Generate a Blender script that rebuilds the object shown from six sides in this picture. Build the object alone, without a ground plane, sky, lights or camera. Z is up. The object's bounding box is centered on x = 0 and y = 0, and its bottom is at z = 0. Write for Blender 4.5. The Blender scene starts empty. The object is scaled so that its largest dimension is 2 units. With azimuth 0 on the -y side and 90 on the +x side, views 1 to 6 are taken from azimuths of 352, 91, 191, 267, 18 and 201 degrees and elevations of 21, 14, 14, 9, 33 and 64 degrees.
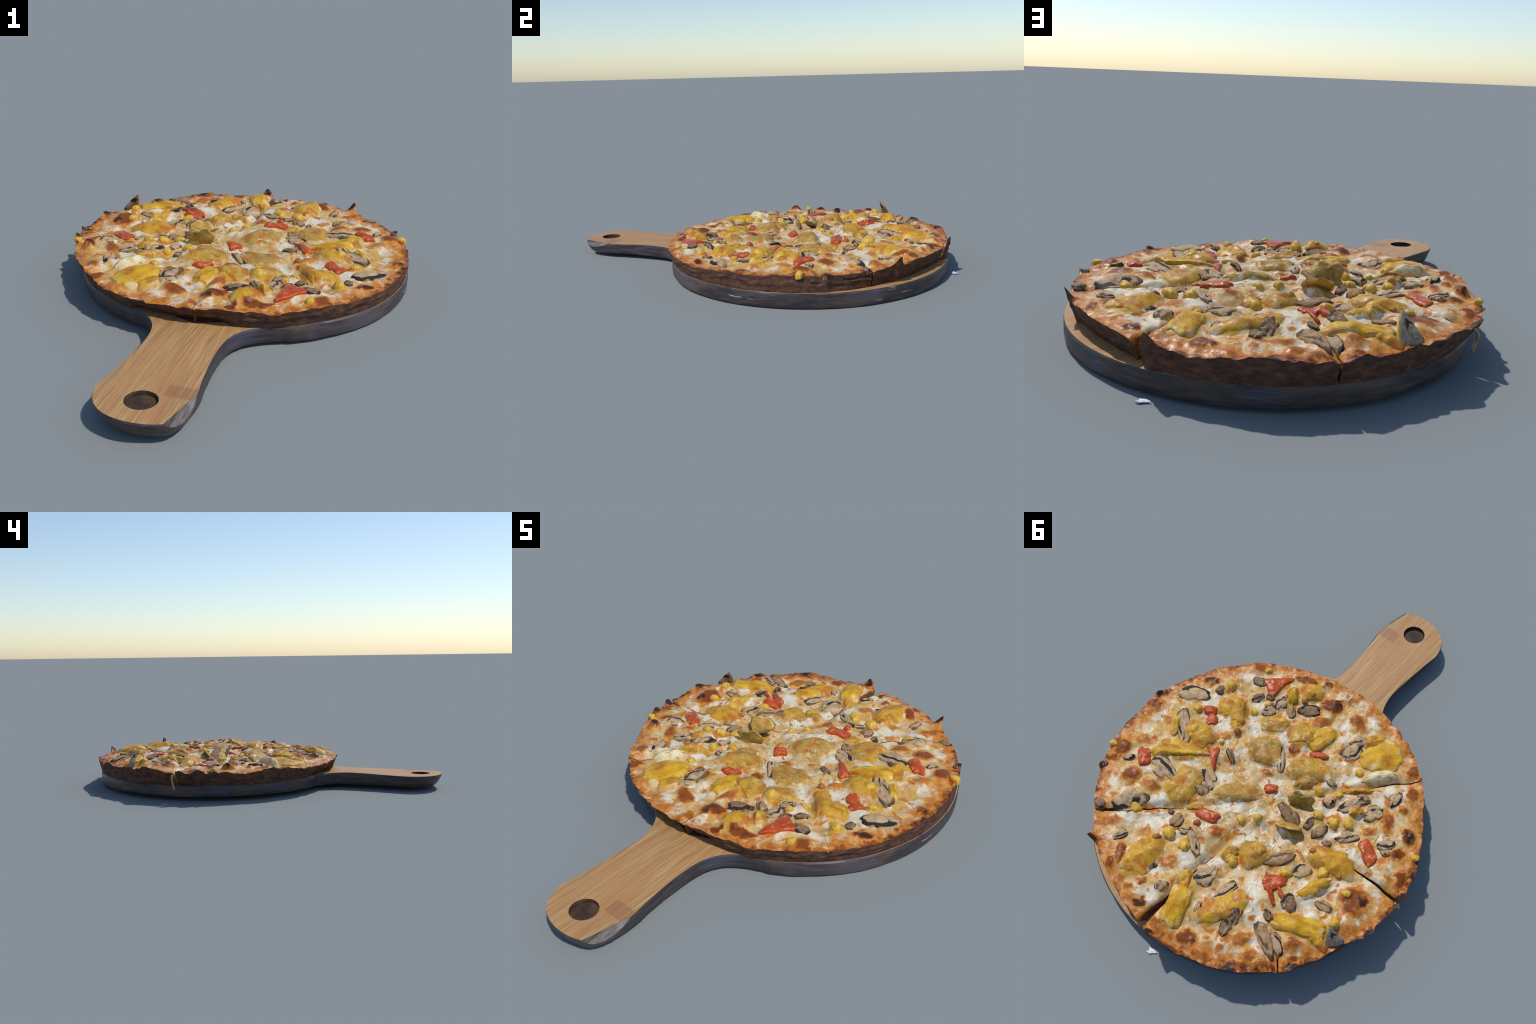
# A cut pizza with mushrooms, tomato, sweetcorn and tortilla chips on a round wooden board with a handle.
import bpy, bmesh, math, random
import numpy as np
from mathutils import Vector, Matrix, Euler

rng = random.Random(7)

# ------------------------------------------------------------------ where the toppings lie
# long toppings: x, y, length, width, heading in degrees, cut
MUSHROOMS = [
    (0.470, -0.170, 0.135, 0.084, -178, 'ring'), (0.441, 0.020, 0.184, 0.056, 116, 'strip'),
    (0.443, 0.249, 0.139, 0.081, 159, 'slice'), (0.237, 0.227, 0.118, 0.064, 131, 'slice'),
    (0.240, 0.291, 0.063, 0.040, 156, 'cap'), (0.528, 0.433, 0.137, 0.096, -157, 'slice'),
    (0.647, 0.488, 0.055, 0.043, 148, 'dark'), (0.613, 0.245, 0.048, 0.023, -137, 'strip'),
    (0.360, -0.230, 0.040, 0.042, -180, 'dark'), (0.171, -0.239, 0.058, 0.037, -152, 'dark'),
    (0.186, -0.324, 0.072, 0.048, 173, 'dark'), (0.117, -0.259, 0.035, 0.033, -172, 'dark'),
    (0.335, 0.424, 0.029, 0.024, -161, 'dark'), (0.293, 0.457, 0.068, 0.047, -118, 'cap'),
    (0.183, 0.091, 0.071, 0.025, 127, 'dark'), (0.347, 0.316, 0.035, 0.021, -92, 'strip'),
    (0.714, 0.305, 0.029, 0.028, -109, 'dark'), (0.062, -0.248, 0.086, 0.055, -104, 'slice'),
    (0.098, -0.187, 0.065, 0.042, -145, 'strip'), (-0.000, -0.219, 0.063, 0.041, 109, 'cap'),
    (-0.080, -0.250, 0.089, 0.060, -169, 'dark'), (-0.344, -0.165, 0.076, 0.050, -142, 'slice'),
    (-0.330, -0.099, 0.096, 0.064, -125, 'strip'), (-0.041, 0.040, 0.123, 0.030, 104, 'strip'),
    (-0.202, 0.068, 0.044, 0.023, 150, 'dark'), (-0.400, 0.155, 0.102, 0.048, -137, 'strip'),
    (-0.442, 0.110, 0.055, 0.048, -178, 'cap'), (-0.572, 0.065, 0.081, 0.043, -103, 'slice'),
    (-0.502, 0.162, 0.087, 0.061, -144, 'ring'), (-0.253, 0.289, 0.053, 0.034, -118, 'dark'),
    (-0.307, 0.309, 0.070, 0.046, -121, 'cap'), (-0.425, 0.298, 0.095, 0.045, -155, 'slice'),
    (-0.350, 0.350, 0.043, 0.027, -175, 'cap'), (-0.589, 0.274, 0.075, 0.059, -161, 'slice'),
    (-0.595, 0.314, 0.030, 0.033, 123, 'strip'), (-0.186, 0.481, 0.121, 0.058, -145, 'cap'),
    (-0.289, 0.503, 0.078, 0.057, -143, 'ring'), (-0.283, 0.650, 0.063, 0.064, -140, 'dark'),
    (-0.421, 0.615, 0.070, 0.041, 158, 'cap'), (-0.239, 0.818, 0.132, 0.053, 129, 'cap'),
    (-0.289, 0.819, 0.085, 0.040, 131, 'strip'), (-0.220, 0.724, 0.049, 0.031, 143, 'dark'),
    (0.497, 0.594, 0.064, 0.031, -128, 'strip'), (0.338, 0.669, 0.089, 0.041, 161, 'dark'),
    (0.238, 0.750, 0.051, 0.041, -150, 'slice'), (0.182, 0.530, 0.119, 0.035, 131, 'strip'),
    (0.243, 0.494, 0.060, 0.027, -176, 'slice'), (0.086, 0.640, 0.109, 0.087, -138, 'slice'),
    (-0.019, 0.683, 0.106, 0.045, -129, 'strip'), (-0.074, 0.824, 0.063, 0.045, -103, 'dark'),
    (-0.089, 0.762, 0.065, 0.055, -103, 'cap'), (0.061, 0.784, 0.047, 0.023, -85, 'strip'),
    (-0.285, 0.078, 0.050, 0.026, 150, 'strip'), (-0.305, 0.167, 0.049, 0.037, -155, 'strip'),
]
TOMATOES = [
    (0.112, -0.330, 0.131, 0.092, -139, 'wedge'), (0.361, -0.110, 0.065, 0.045, -161, 'slab'),
    (0.337, -0.064, 0.066, 0.049, 109, 'oval'), (0.550, 0.221, 0.099, 0.061, 113, 'slab'),
    (0.257, 0.112, 0.108, 0.048, 113, 'wedge'), (-0.043, 0.185, 0.066, 0.046, -161, 'slab'),
    (0.172, 0.397, 0.108, 0.057, 170, 'slab'), (-0.527, 0.337, 0.114, 0.064, 128, 'slab'),
    (-0.198, 0.585, 0.107, 0.057, -153, 'oval'), (-0.189, 0.617, 0.129, 0.027, 120, 'oval'),
    (-0.241, 0.625, 0.056, 0.019, 133, 'oval'), (-0.195, -0.035, 0.092, 0.031, -175, 'oval'),
    (0.202, 0.443, 0.025, 0.029, 161, 'oval'),
]
CHIPS = [
    (0.483, 0.019, 0.098, 0.040, 94, 'strip'), (0.395, 0.126, 0.216, 0.100, -174, 'tri'),
    (0.489, 0.175, 0.086, 0.051, -161, 'oval'), (0.353, 0.026, 0.156, 0.100, 150, 'slab'),
    (0.326, 0.294, 0.174, 0.137, -110, 'slab'), (0.091, 0.255, 0.181, 0.090, -163, 'oval'),
    (0.272, -0.155, 0.127, 0.107, -170, 'slab'), (0.223, -0.131, 0.151, 0.069, -89, 'tri'),
    (0.049, -0.125, 0.126, 0.081, -172, 'slab'), (0.040, 0.016, 0.149, 0.134, -172, 'slab'),
    (-0.090, -0.113, 0.134, 0.117, -76, 'tri'), (-0.181, -0.122, 0.150, 0.081, -123, 'slab'),
    (-0.174, 0.048, 0.170, 0.131, -169, 'oval'), (-0.180, 0.113, 0.102, 0.048, -146, 'oval'),
    (-0.462, -0.119, 0.200, 0.130, -145, 'oval'), (-0.409, -0.186, 0.094, 0.061, -140, 'oval'),
    (-0.406, 0.081, 0.117, 0.027, -163, 'strip'), (-0.180, 0.341, 0.114, 0.055, 175, 'oval'),
    (-0.065, -0.347, 0.112, 0.092, -171, 'slab'), (0.019, -0.301, 0.086, 0.047, 105, 'slab'),
    (-0.430, 0.180, 0.058, 0.041, -156, 'oval'), (0.365, 0.646, 0.196, 0.120, -110, 'oval'),
    (0.145, 0.804, 0.183, 0.093, -92, 'slab'), (0.152, 0.695, 0.081, 0.043, -91, 'oval'),
    (-0.035, 0.753, 0.218, 0.093, -132, 'oval'), (-0.070, 0.502, 0.113, 0.112, -135, 'slab'),
    (0.020, 0.523, 0.075, 0.054, -138, 'oval'), (0.244, 0.371, 0.073, 0.034, -157, 'slab'),
    (-0.399, 0.424, 0.201, 0.106, 175, 'slab'), (-0.363, 0.558, 0.147, 0.051, -137, 'oval'),
    (-0.355, 0.724, 0.216, 0.080, -176, 'slab'), (-0.440, 0.755, 0.093, 0.045, 153, 'oval'),
    (-0.093, 0.479, 0.060, 0.058, 180, 'oval'), (-0.482, -0.014, 0.164, 0.064, -154, 'pale'),
]
CORN = [
    (0.716, 0.197, 0.020), (0.422, -0.098, 0.020), (0.313, -0.265, 0.023), (0.389, 0.017, 0.026), (0.393, 0.046, 0.017),
    (0.164, -0.165, 0.020), (0.484, 0.458, 0.024), (0.173, -0.398, 0.018), (0.113, -0.214, 0.016), (0.017, -0.151, 0.023),
    (-0.249, 0.135, 0.023), (-0.337, 0.123, 0.019), (-0.278, 0.243, 0.022), (-0.350, 0.256, 0.026), (-0.414, 0.246, 0.024),
    (-0.038, 0.340, 0.018), (-0.389, -0.009, 0.020), (-0.231, 0.532, 0.024), (-0.375, 0.486, 0.026), (-0.492, 0.539, 0.020),
    (-0.482, 0.675, 0.024), (0.216, 0.552, 0.031), (0.002, 0.550, 0.028), (0.297, 0.523, 0.030), (0.027, 0.375, 0.018),
    (-0.036, 0.340, 0.020), (0.343, 0.560, 0.018), (0.246, 0.037, 0.011), (-0.444, 0.475, 0.015), (-0.311, 0.407, 0.016),
    (-0.044, -0.285, 0.015), (-0.076, -0.322, 0.013), (0.270, -0.146, 0.012), (0.344, 0.027, 0.013), (0.198, -0.035, 0.018),
    (-0.083, 0.549, 0.013),
]
BLISTERS = [
    (0.665, 0.202, 0.057, 0.043, -109, .8), (0.572, 0.327, 0.055, 0.049, -161, .75), (0.469, 0.339, 0.051, 0.035, 158, .6),
    (0.601, 0.130, 0.031, 0.032, -161, .5), (0.419, -0.270, 0.048, 0.027, -162, .95), (0.617, -0.054, 0.032, 0.046, -161, .7),
    (0.701, 0.080, 0.026, 0.024, -161, .6), (0.578, 0.551, 0.053, 0.026, -161, .6), (0.409, 0.449, 0.041, 0.020, -150, .5),
    (0.530, -0.004, 0.031, 0.030, -161, .4), (0.249, 0.004, 0.046, 0.020, -161, .5), (-0.015, -0.405, 0.069, 0.029, 169, .85),
    (-0.120, -0.411, 0.026, 0.022, -161, .9), (0.219, -0.398, 0.046, 0.038, -162, .7), (-0.168, -0.305, 0.062, 0.041, 164, .85),
    (-0.196, -0.322, 0.023, 0.024, -161, .95), (-0.147, -0.203, 0.052, 0.035, -150, .6), (-0.313, -0.253, 0.040, 0.062, -139, .7),
    (-0.329, -0.057, 0.030, 0.038, 165, .7), (-0.422, -0.076, 0.025, 0.018, -161, .6), (-0.079, -0.033, 0.028, 0.034, -161, .75),
    (-0.364, -0.341, 0.036, 0.030, -161, .5), (0.002, 0.113, 0.035, 0.022, -161, .6), (-0.509, -0.280, 0.031, 0.035, -161, .5),
    (-0.614, -0.090, 0.030, 0.033, -161, .75), (-0.635, 0.014, 0.034, 0.042, -161, .65), (-0.617, 0.101, 0.024, 0.026, -161, .6),
    (-0.256, -0.360, 0.021, 0.036, -161, .6), (-0.568, 0.180, 0.033, 0.056, -161, .65), (-0.101, 0.332, 0.026, 0.014, -161, .5),
    (-0.507, 0.244, 0.038, 0.018, -161, .6), (-0.666, 0.212, 0.031, 0.040, -161, 1.0), (-0.641, 0.301, 0.037, 0.029, -161, .85),
    (-0.689, 0.405, 0.032, 0.045, -161, .8), (-0.531, 0.557, 0.072, 0.068, -161, .8), (-0.562, 0.550, 0.032, 0.041, -161, .97),
    (-0.351, 0.803, 0.035, 0.033, -161, .7), (-0.367, 0.851, 0.031, 0.016, -161, .7), (-0.433, 0.652, 0.014, 0.014, -161, .5),
    (-0.153, 0.844, 0.053, 0.027, -146, .6), (-0.198, 0.891, 0.038, 0.028, -161, .6), (0.062, 0.910, 0.049, 0.040, -161, .75),
    (0.044, 0.918, 0.020, 0.020, -161, .85), (0.461, 0.674, 0.024, 0.063, -171, .75), (0.487, 0.722, 0.024, 0.034, -161, .75),
    (0.300, 0.837, 0.025, 0.023, -161, .92), (0.328, 0.749, 0.032, 0.020, -140, .65), (0.374, 0.787, 0.023, 0.020, -161, .6),
    (0.249, 0.637, 0.053, 0.035, -140, .55), (0.106, 0.451, 0.038, 0.030, -161, .6), (0.563, 0.547, 0.046, 0.021, -161, .6),
    (0.418, 0.452, 0.041, 0.020, -150, .5), (-0.029, 0.894, 0.022, 0.011, -161, .6), (-0.009, 0.855, 0.034, 0.014, -161, .5),
    (-0.041, 0.953, 0.049, 0.019, 180, .6), (-0.077, 0.910, 0.022, 0.026, -161, .5), (0.198, 0.890, 0.036, 0.020, -161, .6),
    (-0.162, 0.948, 0.044, 0.021, -161, .6), (-0.257, 0.907, 0.040, 0.017, -161, .6),
]
# pools of white mozzarella: x, y, half length, half width, heading
POOLS = [
    (0.645, 0.375, 0.035, 0.060, -161), (0.407, 0.393, 0.059, 0.024, -161), (0.279, -0.061, 0.046, 0.053, -161), (0.380, -0.161, 0.047, 0.037, -161),
    (0.567, -0.021, 0.031, 0.030, -161), (0.403, 0.165, 0.055, 0.020, -161), (0.199, 0.202, 0.051, 0.032, 177), (0.344, 0.175, 0.055, 0.022, -161),
    (0.260, -0.347, 0.037, 0.032, -162), (0.394, 0.483, 0.063, 0.046, -161), (0.388, 0.497, 0.072, 0.041, -161), (0.191, 0.607, 0.044, 0.042, 169),
    (0.081, 0.590, 0.065, 0.027, -135), (0.264, 0.802, 0.040, 0.043, -118), (0.283, 0.689, 0.037, 0.019, -161), (-0.130, 0.640, 0.037, 0.074, -161),
    (-0.084, 0.889, 0.027, 0.048, 179), (-0.169, 0.744, 0.040, 0.050, -161), (0.098, 0.327, 0.097, 0.031, -161), (-0.020, 0.435, 0.062, 0.030, -129),
    (0.504, 0.509, 0.039, 0.031, -161), (0.277, 0.535, 0.038, 0.030, -161), (-0.129, 0.631, 0.028, 0.070, -161), (-0.351, 0.604, 0.050, 0.055, 178),
    (-0.433, 0.532, 0.074, 0.023, -141), (-0.458, 0.361, 0.052, 0.024, 156), (-0.354, 0.306, 0.052, 0.025, -151), (-0.565, 0.432, 0.059, 0.034, 156),
    (-0.025, 0.319, 0.053, 0.031, -161), (-0.151, 0.417, 0.047, 0.025, -161), (-0.182, 0.750, 0.027, 0.049, -161), (-0.222, 0.861, 0.018, 0.039, -161),
    (-0.462, 0.189, 0.033, 0.036, -161), (-0.501, 0.630, 0.027, 0.027, -161), (-0.259, -0.184, 0.037, 0.062, -139), (-0.384, -0.288, 0.036, 0.035, -161),
    (-0.298, -0.363, 0.042, 0.036, -161), (-0.362, 0.037, 0.069, 0.027, -161), (-0.518, 0.087, 0.043, 0.031, -161), (-0.344, 0.212, 0.058, 0.026, -161),
    (-0.044, 0.051, 0.045, 0.050, -161), (-0.038, 0.152, 0.059, 0.024, -161), (0.134, -0.211, 0.057, 0.042, -161), (0.138, -0.083, 0.036, 0.058, -161),
    (0.045, -0.435, 0.021, 0.044, -162), (-0.202, -0.396, 0.037, 0.025, -161), (-0.272, 0.079, 0.029, 0.032, -161), (-0.602, 0.022, 0.019, 0.032, -161),
    (-0.019, -0.055, 0.030, 0.063, -161),
]

# ------------------------------------------------------------------ layout of pizza and board
PIZZA = np.array([-0.012, 0.250])        # middle of the pizza disc
CUT = np.array([-0.059, 0.256])          # where the eight cuts cross
BOARD = np.array([0.035, 0.262])         # middle of the round board
BOARD_R = 0.702
# the disc is not quite round: radius by angle
DISC = [(0, .702), (60, .702), (85, .708), (105, .724), (130, .735), (180, .738), (215, .733), (240, .722), (260, .708), (300, .704)]
HANDLE = np.array([-0.375, -0.927])      # handle direction, away from the disc
ACROSS = np.array([0.927, -0.375])
HOLE = np.array([-0.429, -0.877])
HOLE_R = 0.052
CUT_ANGLES = [20.2, 63.8, 111.9, 159.6, 208.2, 253.8, 300.2, 337.7]
# half width of every cut at two fifths, three fifths, six sevenths and the whole of its length
CUT_GAPS = [(0, .003, .005, .006), (0, .004, .013, .019), (0, .000, .001, .004), (0, .002, .005, .007),
            (0, .001, .003, .003), (0, .000, .000, .002), (0, .000, .000, .001), (0, .000, .000, .0003)]
# how far the surface sinks along each cut
CUT_DEPTH = [.017, .020, .015, .017, .016, .010, .010, .008]
# rim radius around the pizza middle, by angle
RIM = [(-168, .714), (-144, .721), (-119, .714), (-101, .707), (-69, .724), (-46, .734), (-27, .740), (-8, .735),
       (13, .734), (22, .724), (36, .722), (52, .707), (69, .719), (82, .730), (96, .733), (115, .741),
       (129, .723), (138, .720), (155, .739), (167, .738), (178, .724)]
RIM_Z = [(-160, .155), (-120, .150), (-80, .143), (-40, .140), (0, .146), (22, .142), (32, .143), (60, .152), (110, .156), (160, .158)]
# scorched flaps that stand off the rim: angle, half width in degrees, outward, upward
FLAPS = [(32.5, 1.6, .024, .042), (72, 2.4, .018, .040), (146, 3.0, .016, .022), (162, 2.6, .014, .022),
         (120, 2.5, .004, .014), (170, 2.0, .006, .012), (100, 5, .002, .010), (-30, 2.0, .008, .012), (5, 1.6, .010, .012)]


def periodic(table, deg):
    t = sorted((a % 360.0, v) for a, v in table)
    a = np.array([t[-1][0] - 360] + [p[0] for p in t] + [t[0][0] + 360])
    v = np.array([t[-1][1]] + [p[1] for p in t] + [t[0][1]])
    return np.interp(np.mod(deg, 360.0), a, v)


def lattice(ix, iy, seed):
    h = np.sin(ix * 127.1 + iy * 311.7 + seed * 74.7) * 43758.5453
    return h - np.floor(h)


def noise2(x, y, seed=0):
    ix, iy = np.floor(x), np.floor(y)
    fx, fy = x - ix, y - iy
    fx = fx * fx * fx * (fx * (fx * 6 - 15) + 10)
    fy = fy * fy * fy * (fy * (fy * 6 - 15) + 10)
    a, b = lattice(ix, iy, seed), lattice(ix + 1, iy, seed)
    c, d = lattice(ix, iy + 1, seed), lattice(ix + 1, iy + 1, seed)
    return (a + (b - a) * fx) * (1 - fy) + (c + (d - c) * fx) * fy - 0.5


def fbm(x, y, freq, octaves=3, seed=0):
    out, amp = 0.0, 1.0
    for o in range(octaves):
        out = out + amp * noise2(x * freq + 3.7 * o, y * freq + 9.1 * o, seed + o)
        freq *= 2.1
        amp *= 0.5
    return out


def smooth(a, b, x):
    t = np.clip((x - a) / (b - a), 0, 1)
    return t * t * (3 - 2 * t)


def board_top(x, y):
    u = (x - BOARD[0]) * HANDLE[0] + (y - BOARD[1]) * HANDLE[1]
    disc, grip = 0.077 - 0.008 * x, 0.0690 - 0.030 * x + (0.0035 - 0.014 * x) * smooth(1.15, 0.80, u)
    return disc + (grip - disc) * smooth(0.50, 0.85, u)


def board_bottom(x, y):
    u = (x - BOARD[0]) * HANDLE[0] + (y - BOARD[1]) * HANDLE[1]
    return np.maximum(0.0, 0.010 - 0.015 * x) + 0.004 * smooth(0.6, 1.0, u) - 0.006 * smooth(1.05, 1.3, u)


def pizza_base(x, y):
    """Pizza surface without its bumps: a low cushion that drops to the rim."""
    dx, dy = x - PIZZA[0], y - PIZZA[1]
    deg = np.degrees(np.arctan2(dy, dx))
    r = np.hypot(dx, dy) / periodic(RIM, deg)
    mid = 0.158 - 0.014 * x + 0.020 * (y - 0.25)
    rim = periodic(RIM_Z, deg)
    mid = mid + 0.011 * np.exp(-((x - 0.50) ** 2 + (y - 0.29) ** 2) / 0.16 ** 2)
    return mid + (rim - mid) * smooth(0.86, 1.02, r) + 0.018 * fbm(x, y, 6.0, 2, 11)


def mound(x, y, cx, cy, a, b, deg, reach=1.5):
    c, s = math.cos(math.radians(deg)), math.sin(math.radians(deg))
    dx, dy = x - cx, y - cy
    d = np.hypot((c * dx + s * dy) / a, (-s * dx + c * dy) / b)
    return 1 - smooth(0.35, reach, d)


def pizza_height(x, y):
    """Cheese surface: cushion, lumps over every topping, blisters and fine wrinkles."""
    z = pizza_base(x, y)
    up = np.zeros_like(z)
    for (cx, cy, l, w, deg, cut) in CHIPS:
        up = np.maximum(up, 0.017 * mound(x, y, cx, cy, l / 2, w / 2, deg))
    for (cx, cy, l, w, deg, cut) in TOMATOES:
        up = np.maximum(up, 0.010 * mound(x, y, cx, cy, l / 2, w / 2, deg))
    for (cx, cy, l, w, deg, cut) in MUSHROOMS:
        up = np.maximum(up, 0.009 * mound(x, y, cx, cy, l / 2, w / 2, deg))
    for (cx, cy, r) in CORN:
        up = np.maximum(up, 0.010 * mound(x, y, cx, cy, r, r, 0, 1.8))
    for (cx, cy, a, b, deg, level) in BLISTERS:
        up = np.maximum(up, min(0.018 if level < 1 else 0.034, (0.32 if level < 1 else 1.2) * min(a, b)) * mound(x, y, cx, cy, a, b, deg, 1.25))
    dx, dy = x - PIZZA[0], y - PIZZA[1]
    r = np.hypot(dx, dy) / periodic(RIM, np.degrees(np.arctan2(dy, dx)))
    fade = 1 - 0.6 * smooth(0.93, 1.0, r)
    for deg, depth in zip(CUT_ANGLES, CUT_DEPTH):
        c, s = math.cos(math.radians(deg)), math.sin(math.radians(deg))
        along = (x - CUT[0]) * c + (y - CUT[1]) * s
        off = -(x - CUT[0]) * s + (y - CUT[1]) * c
        up = up - depth * np.exp(-(off / 0.020) ** 2) * smooth(0.10, 0.30, along) * (1 - 0.55 * smooth(0.6, 0.72, along))
    return z + up * fade + (0.016 * fbm(x, y, 15, 2, 3) + 0.003 * fbm(x, y, 50, 2, 5)) * fade


# ------------------------------------------------------------------ scene helpers
def new_object(name, verts, faces, parent=None, mats=(), smooth_shade=True, origin=None):
    me = bpy.data.meshes.new(name)
    me.from_pydata([tuple(v) for v in verts], [], faces)
    me.validate()
    me.update()
    ob = bpy.data.objects.new(name, me)
    bpy.context.scene.collection.objects.link(ob)
    for m in mats:
        me.materials.append(m)
    if smooth_shade:
        me.polygons.foreach_set("use_smooth", [True] * len(me.polygons))
    if parent:
        ob.parent = parent
    return ob


def thing(name, label, category, loc=(0, 0, 0)):
    e = bpy.data.objects.new(name, None)
    e.location = loc
    e.empty_display_size = 0.1
    bpy.context.scene.collection.objects.link(e)
    e["label"] = label
    e["category"] = category
    return e


# ------------------------------------------------------------------ materials
class Mat:
    """Small wrapper to write node trees compactly."""

    def __init__(self, name, rough=0.5, spec=0.4):
        self.m = bpy.data.materials.new(name)
        self.m.use_nodes = True
        self.nt = self.m.node_tree
        self.p = self.nt.nodes["Principled BSDF"]
        self.p.inputs["Roughness"].default_value = rough
        self.p.inputs["Specular IOR Level"].default_value = spec
        self.co = self.nt.nodes.new("ShaderNodeTexCoord").outputs["Object"]

    def link(self, a, b):
        if hasattr(a, "is_output"):
            self.nt.links.new(a, b)
        elif isinstance(a, (tuple, list)) and len(a) == 3 and b.type == "RGBA":
            b.default_value = (*a, 1)
        else:
            b.default_value = a

    def noise(self, scale, detail=3, rough=0.55, vec=None, dist=0.0, out="Fac"):
        n = self.nt.nodes.new("ShaderNodeTexNoise")
        n.inputs["Scale"].default_value = scale
        n.inputs["Detail"].default_value = detail
        n.inputs["Roughness"].default_value = rough
        n.inputs["Distortion"].default_value = dist
        self.link(vec or self.co, n.inputs["Vector"])
        return n.outputs[out]

    def voronoi(self, scale, vec=None, feature="F1", out="Distance", rand=1.0):
        n = self.nt.nodes.new("ShaderNodeTexVoronoi")
        n.feature = feature
        n.inputs["Scale"].default_value = scale
        n.inputs["Randomness"].default_value = rand
        self.link(vec or self.co, n.inputs["Vector"])
        return n.outputs[out]

    def mapping(self, scale=(1, 1, 1), rot=(0, 0, 0), loc=(0, 0, 0), vec=None):
        n = self.nt.nodes.new("ShaderNodeMapping")
        n.inputs["Scale"].default_value = scale
        n.inputs["Rotation"].default_value = rot
        n.inputs["Location"].default_value = loc
        self.link(vec or self.co, n.inputs["Vector"])
        return n.outputs[0]

    def math(self, op, a, b=0.0, clamp=False):
        n = self.nt.nodes.new("ShaderNodeMath")
        n.operation = op
        n.use_clamp = clamp
        self.link(a, n.inputs[0])
        self.link(b, n.inputs[1])
        return n.outputs[0]

    def vmath(self, op, a, b):
        n = self.nt.nodes.new("ShaderNodeVectorMath")
        n.operation = op
        self.link(a, n.inputs[0])
        self.link(b, n.inputs[1])
        return n.outputs["Value"] if op in ("LENGTH", "DOT_PRODUCT", "DISTANCE") else n.outputs[0]

    def step(self, v, lo, hi, a=0.0, b=1.0):
        n = self.nt.nodes.new("ShaderNodeMapRange")
        n.interpolation_type = "SMOOTHSTEP"
        self.link(v, n.inputs["Value"])
        for k, x in zip(("From Min", "From Max", "To Min", "To Max"), (lo, hi, a, b)):
            n.inputs[k].default_value = x
        return n.outputs[0]

    def ramp(self, v, stops):
        n = self.nt.nodes.new("ShaderNodeValToRGB")
        e = n.color_ramp.elements
        while len(e) < len(stops):
            e.new(0.5)
        for el, (pos, col) in zip(e, stops):
            el.position = pos
            el.color = (*col, 1)
        self.link(v, n.inputs[0])
        return n.outputs[0]

    def mix(self, fac, a, b, mode="MIX"):
        n = self.nt.nodes.new("ShaderNodeMix")
        n.data_type = "RGBA"
        n.blend_type = mode
        self.link(fac, n.inputs[0])
        self.link(a, n.inputs[6])
        self.link(b, n.inputs[7])
        return n.outputs[2]

    def xyz(self, vec=None):
        n = self.nt.nodes.new("ShaderNodeSeparateXYZ")
        self.link(vec or self.co, n.inputs[0])
        return n.outputs

    def combine(self, x, y, z):
        n = self.nt.nodes.new("ShaderNodeCombineXYZ")
        for i, v in enumerate((x, y, z)):
            self.link(v, n.inputs[i])
        return n.outputs[0]

    def random(self):
        return self.nt.nodes.new("ShaderNodeObjectInfo").outputs["Random"]

    def bump(self, h, dist, strength=1.0):
        n = self.nt.nodes.new("ShaderNodeBump")
        n.inputs["Distance"].default_value = dist
        n.inputs["Strength"].default_value = strength
        self.link(h, n.inputs["Height"])
        self.link(n.outputs[0], self.p.inputs["Normal"])

    def done(self, colour, rough=None):
        self.link(colour, self.p.inputs["Base Color"])
        if rough is not None:
            self.link(rough, self.p.inputs["Roughness"])
        return self.m


def patch_group():
    """Soft-edged elliptical patch: 1 inside, 0 outside, times a level."""
    g = bpy.data.node_groups.new("soft_patch", "ShaderNodeTree")
    for nm, ty in (("Vector", "NodeSocketVector"), ("Centre", "NodeSocketVector"), ("Heading", "NodeSocketFloat"),
                   ("Inverse Size", "NodeSocketVector"), ("Level", "NodeSocketFloat")):
        g.interface.new_socket(nm, in_out="INPUT", socket_type=ty)
    g.interface.new_socket("Mask", in_out="OUTPUT", socket_type="NodeSocketFloat")
    i, o = g.nodes.new("NodeGroupInput"), g.nodes.new("NodeGroupOutput")
    r = g.nodes.new("ShaderNodeVectorRotate")
    r.rotation_type = "Z_AXIS"
    g.links.new(i.outputs["Vector"], r.inputs["Vector"])
    g.links.new(i.outputs["Centre"], r.inputs["Center"])
    g.links.new(i.outputs["Heading"], r.inputs["Angle"])
    s = g.nodes.new("ShaderNodeVectorMath")
    s.operation = "SUBTRACT"
    g.links.new(r.outputs[0], s.inputs[0])
    g.links.new(i.outputs["Centre"], s.inputs[1])
    m = g.nodes.new("ShaderNodeVectorMath")
    m.operation = "MULTIPLY"
    g.links.new(s.outputs[0], m.inputs[0])
    g.links.new(i.outputs["Inverse Size"], m.inputs[1])
    l = g.nodes.new("ShaderNodeVectorMath")
    l.operation = "LENGTH"
    g.links.new(m.outputs[0], l.inputs[0])
    mr = g.nodes.new("ShaderNodeMapRange")
    mr.interpolation_type = "SMOOTHSTEP"
    mr.inputs["From Min"].default_value = 1.28
    mr.inputs["From Max"].default_value = 0.45
    g.links.new(l.outputs["Value"], mr.inputs["Value"])
    g.links.new(i.outputs["Level"], mr.inputs["To Max"])
    g.links.new(mr.outputs[0], o.inputs[0])
    return g


PATCH = patch_group()


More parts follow.
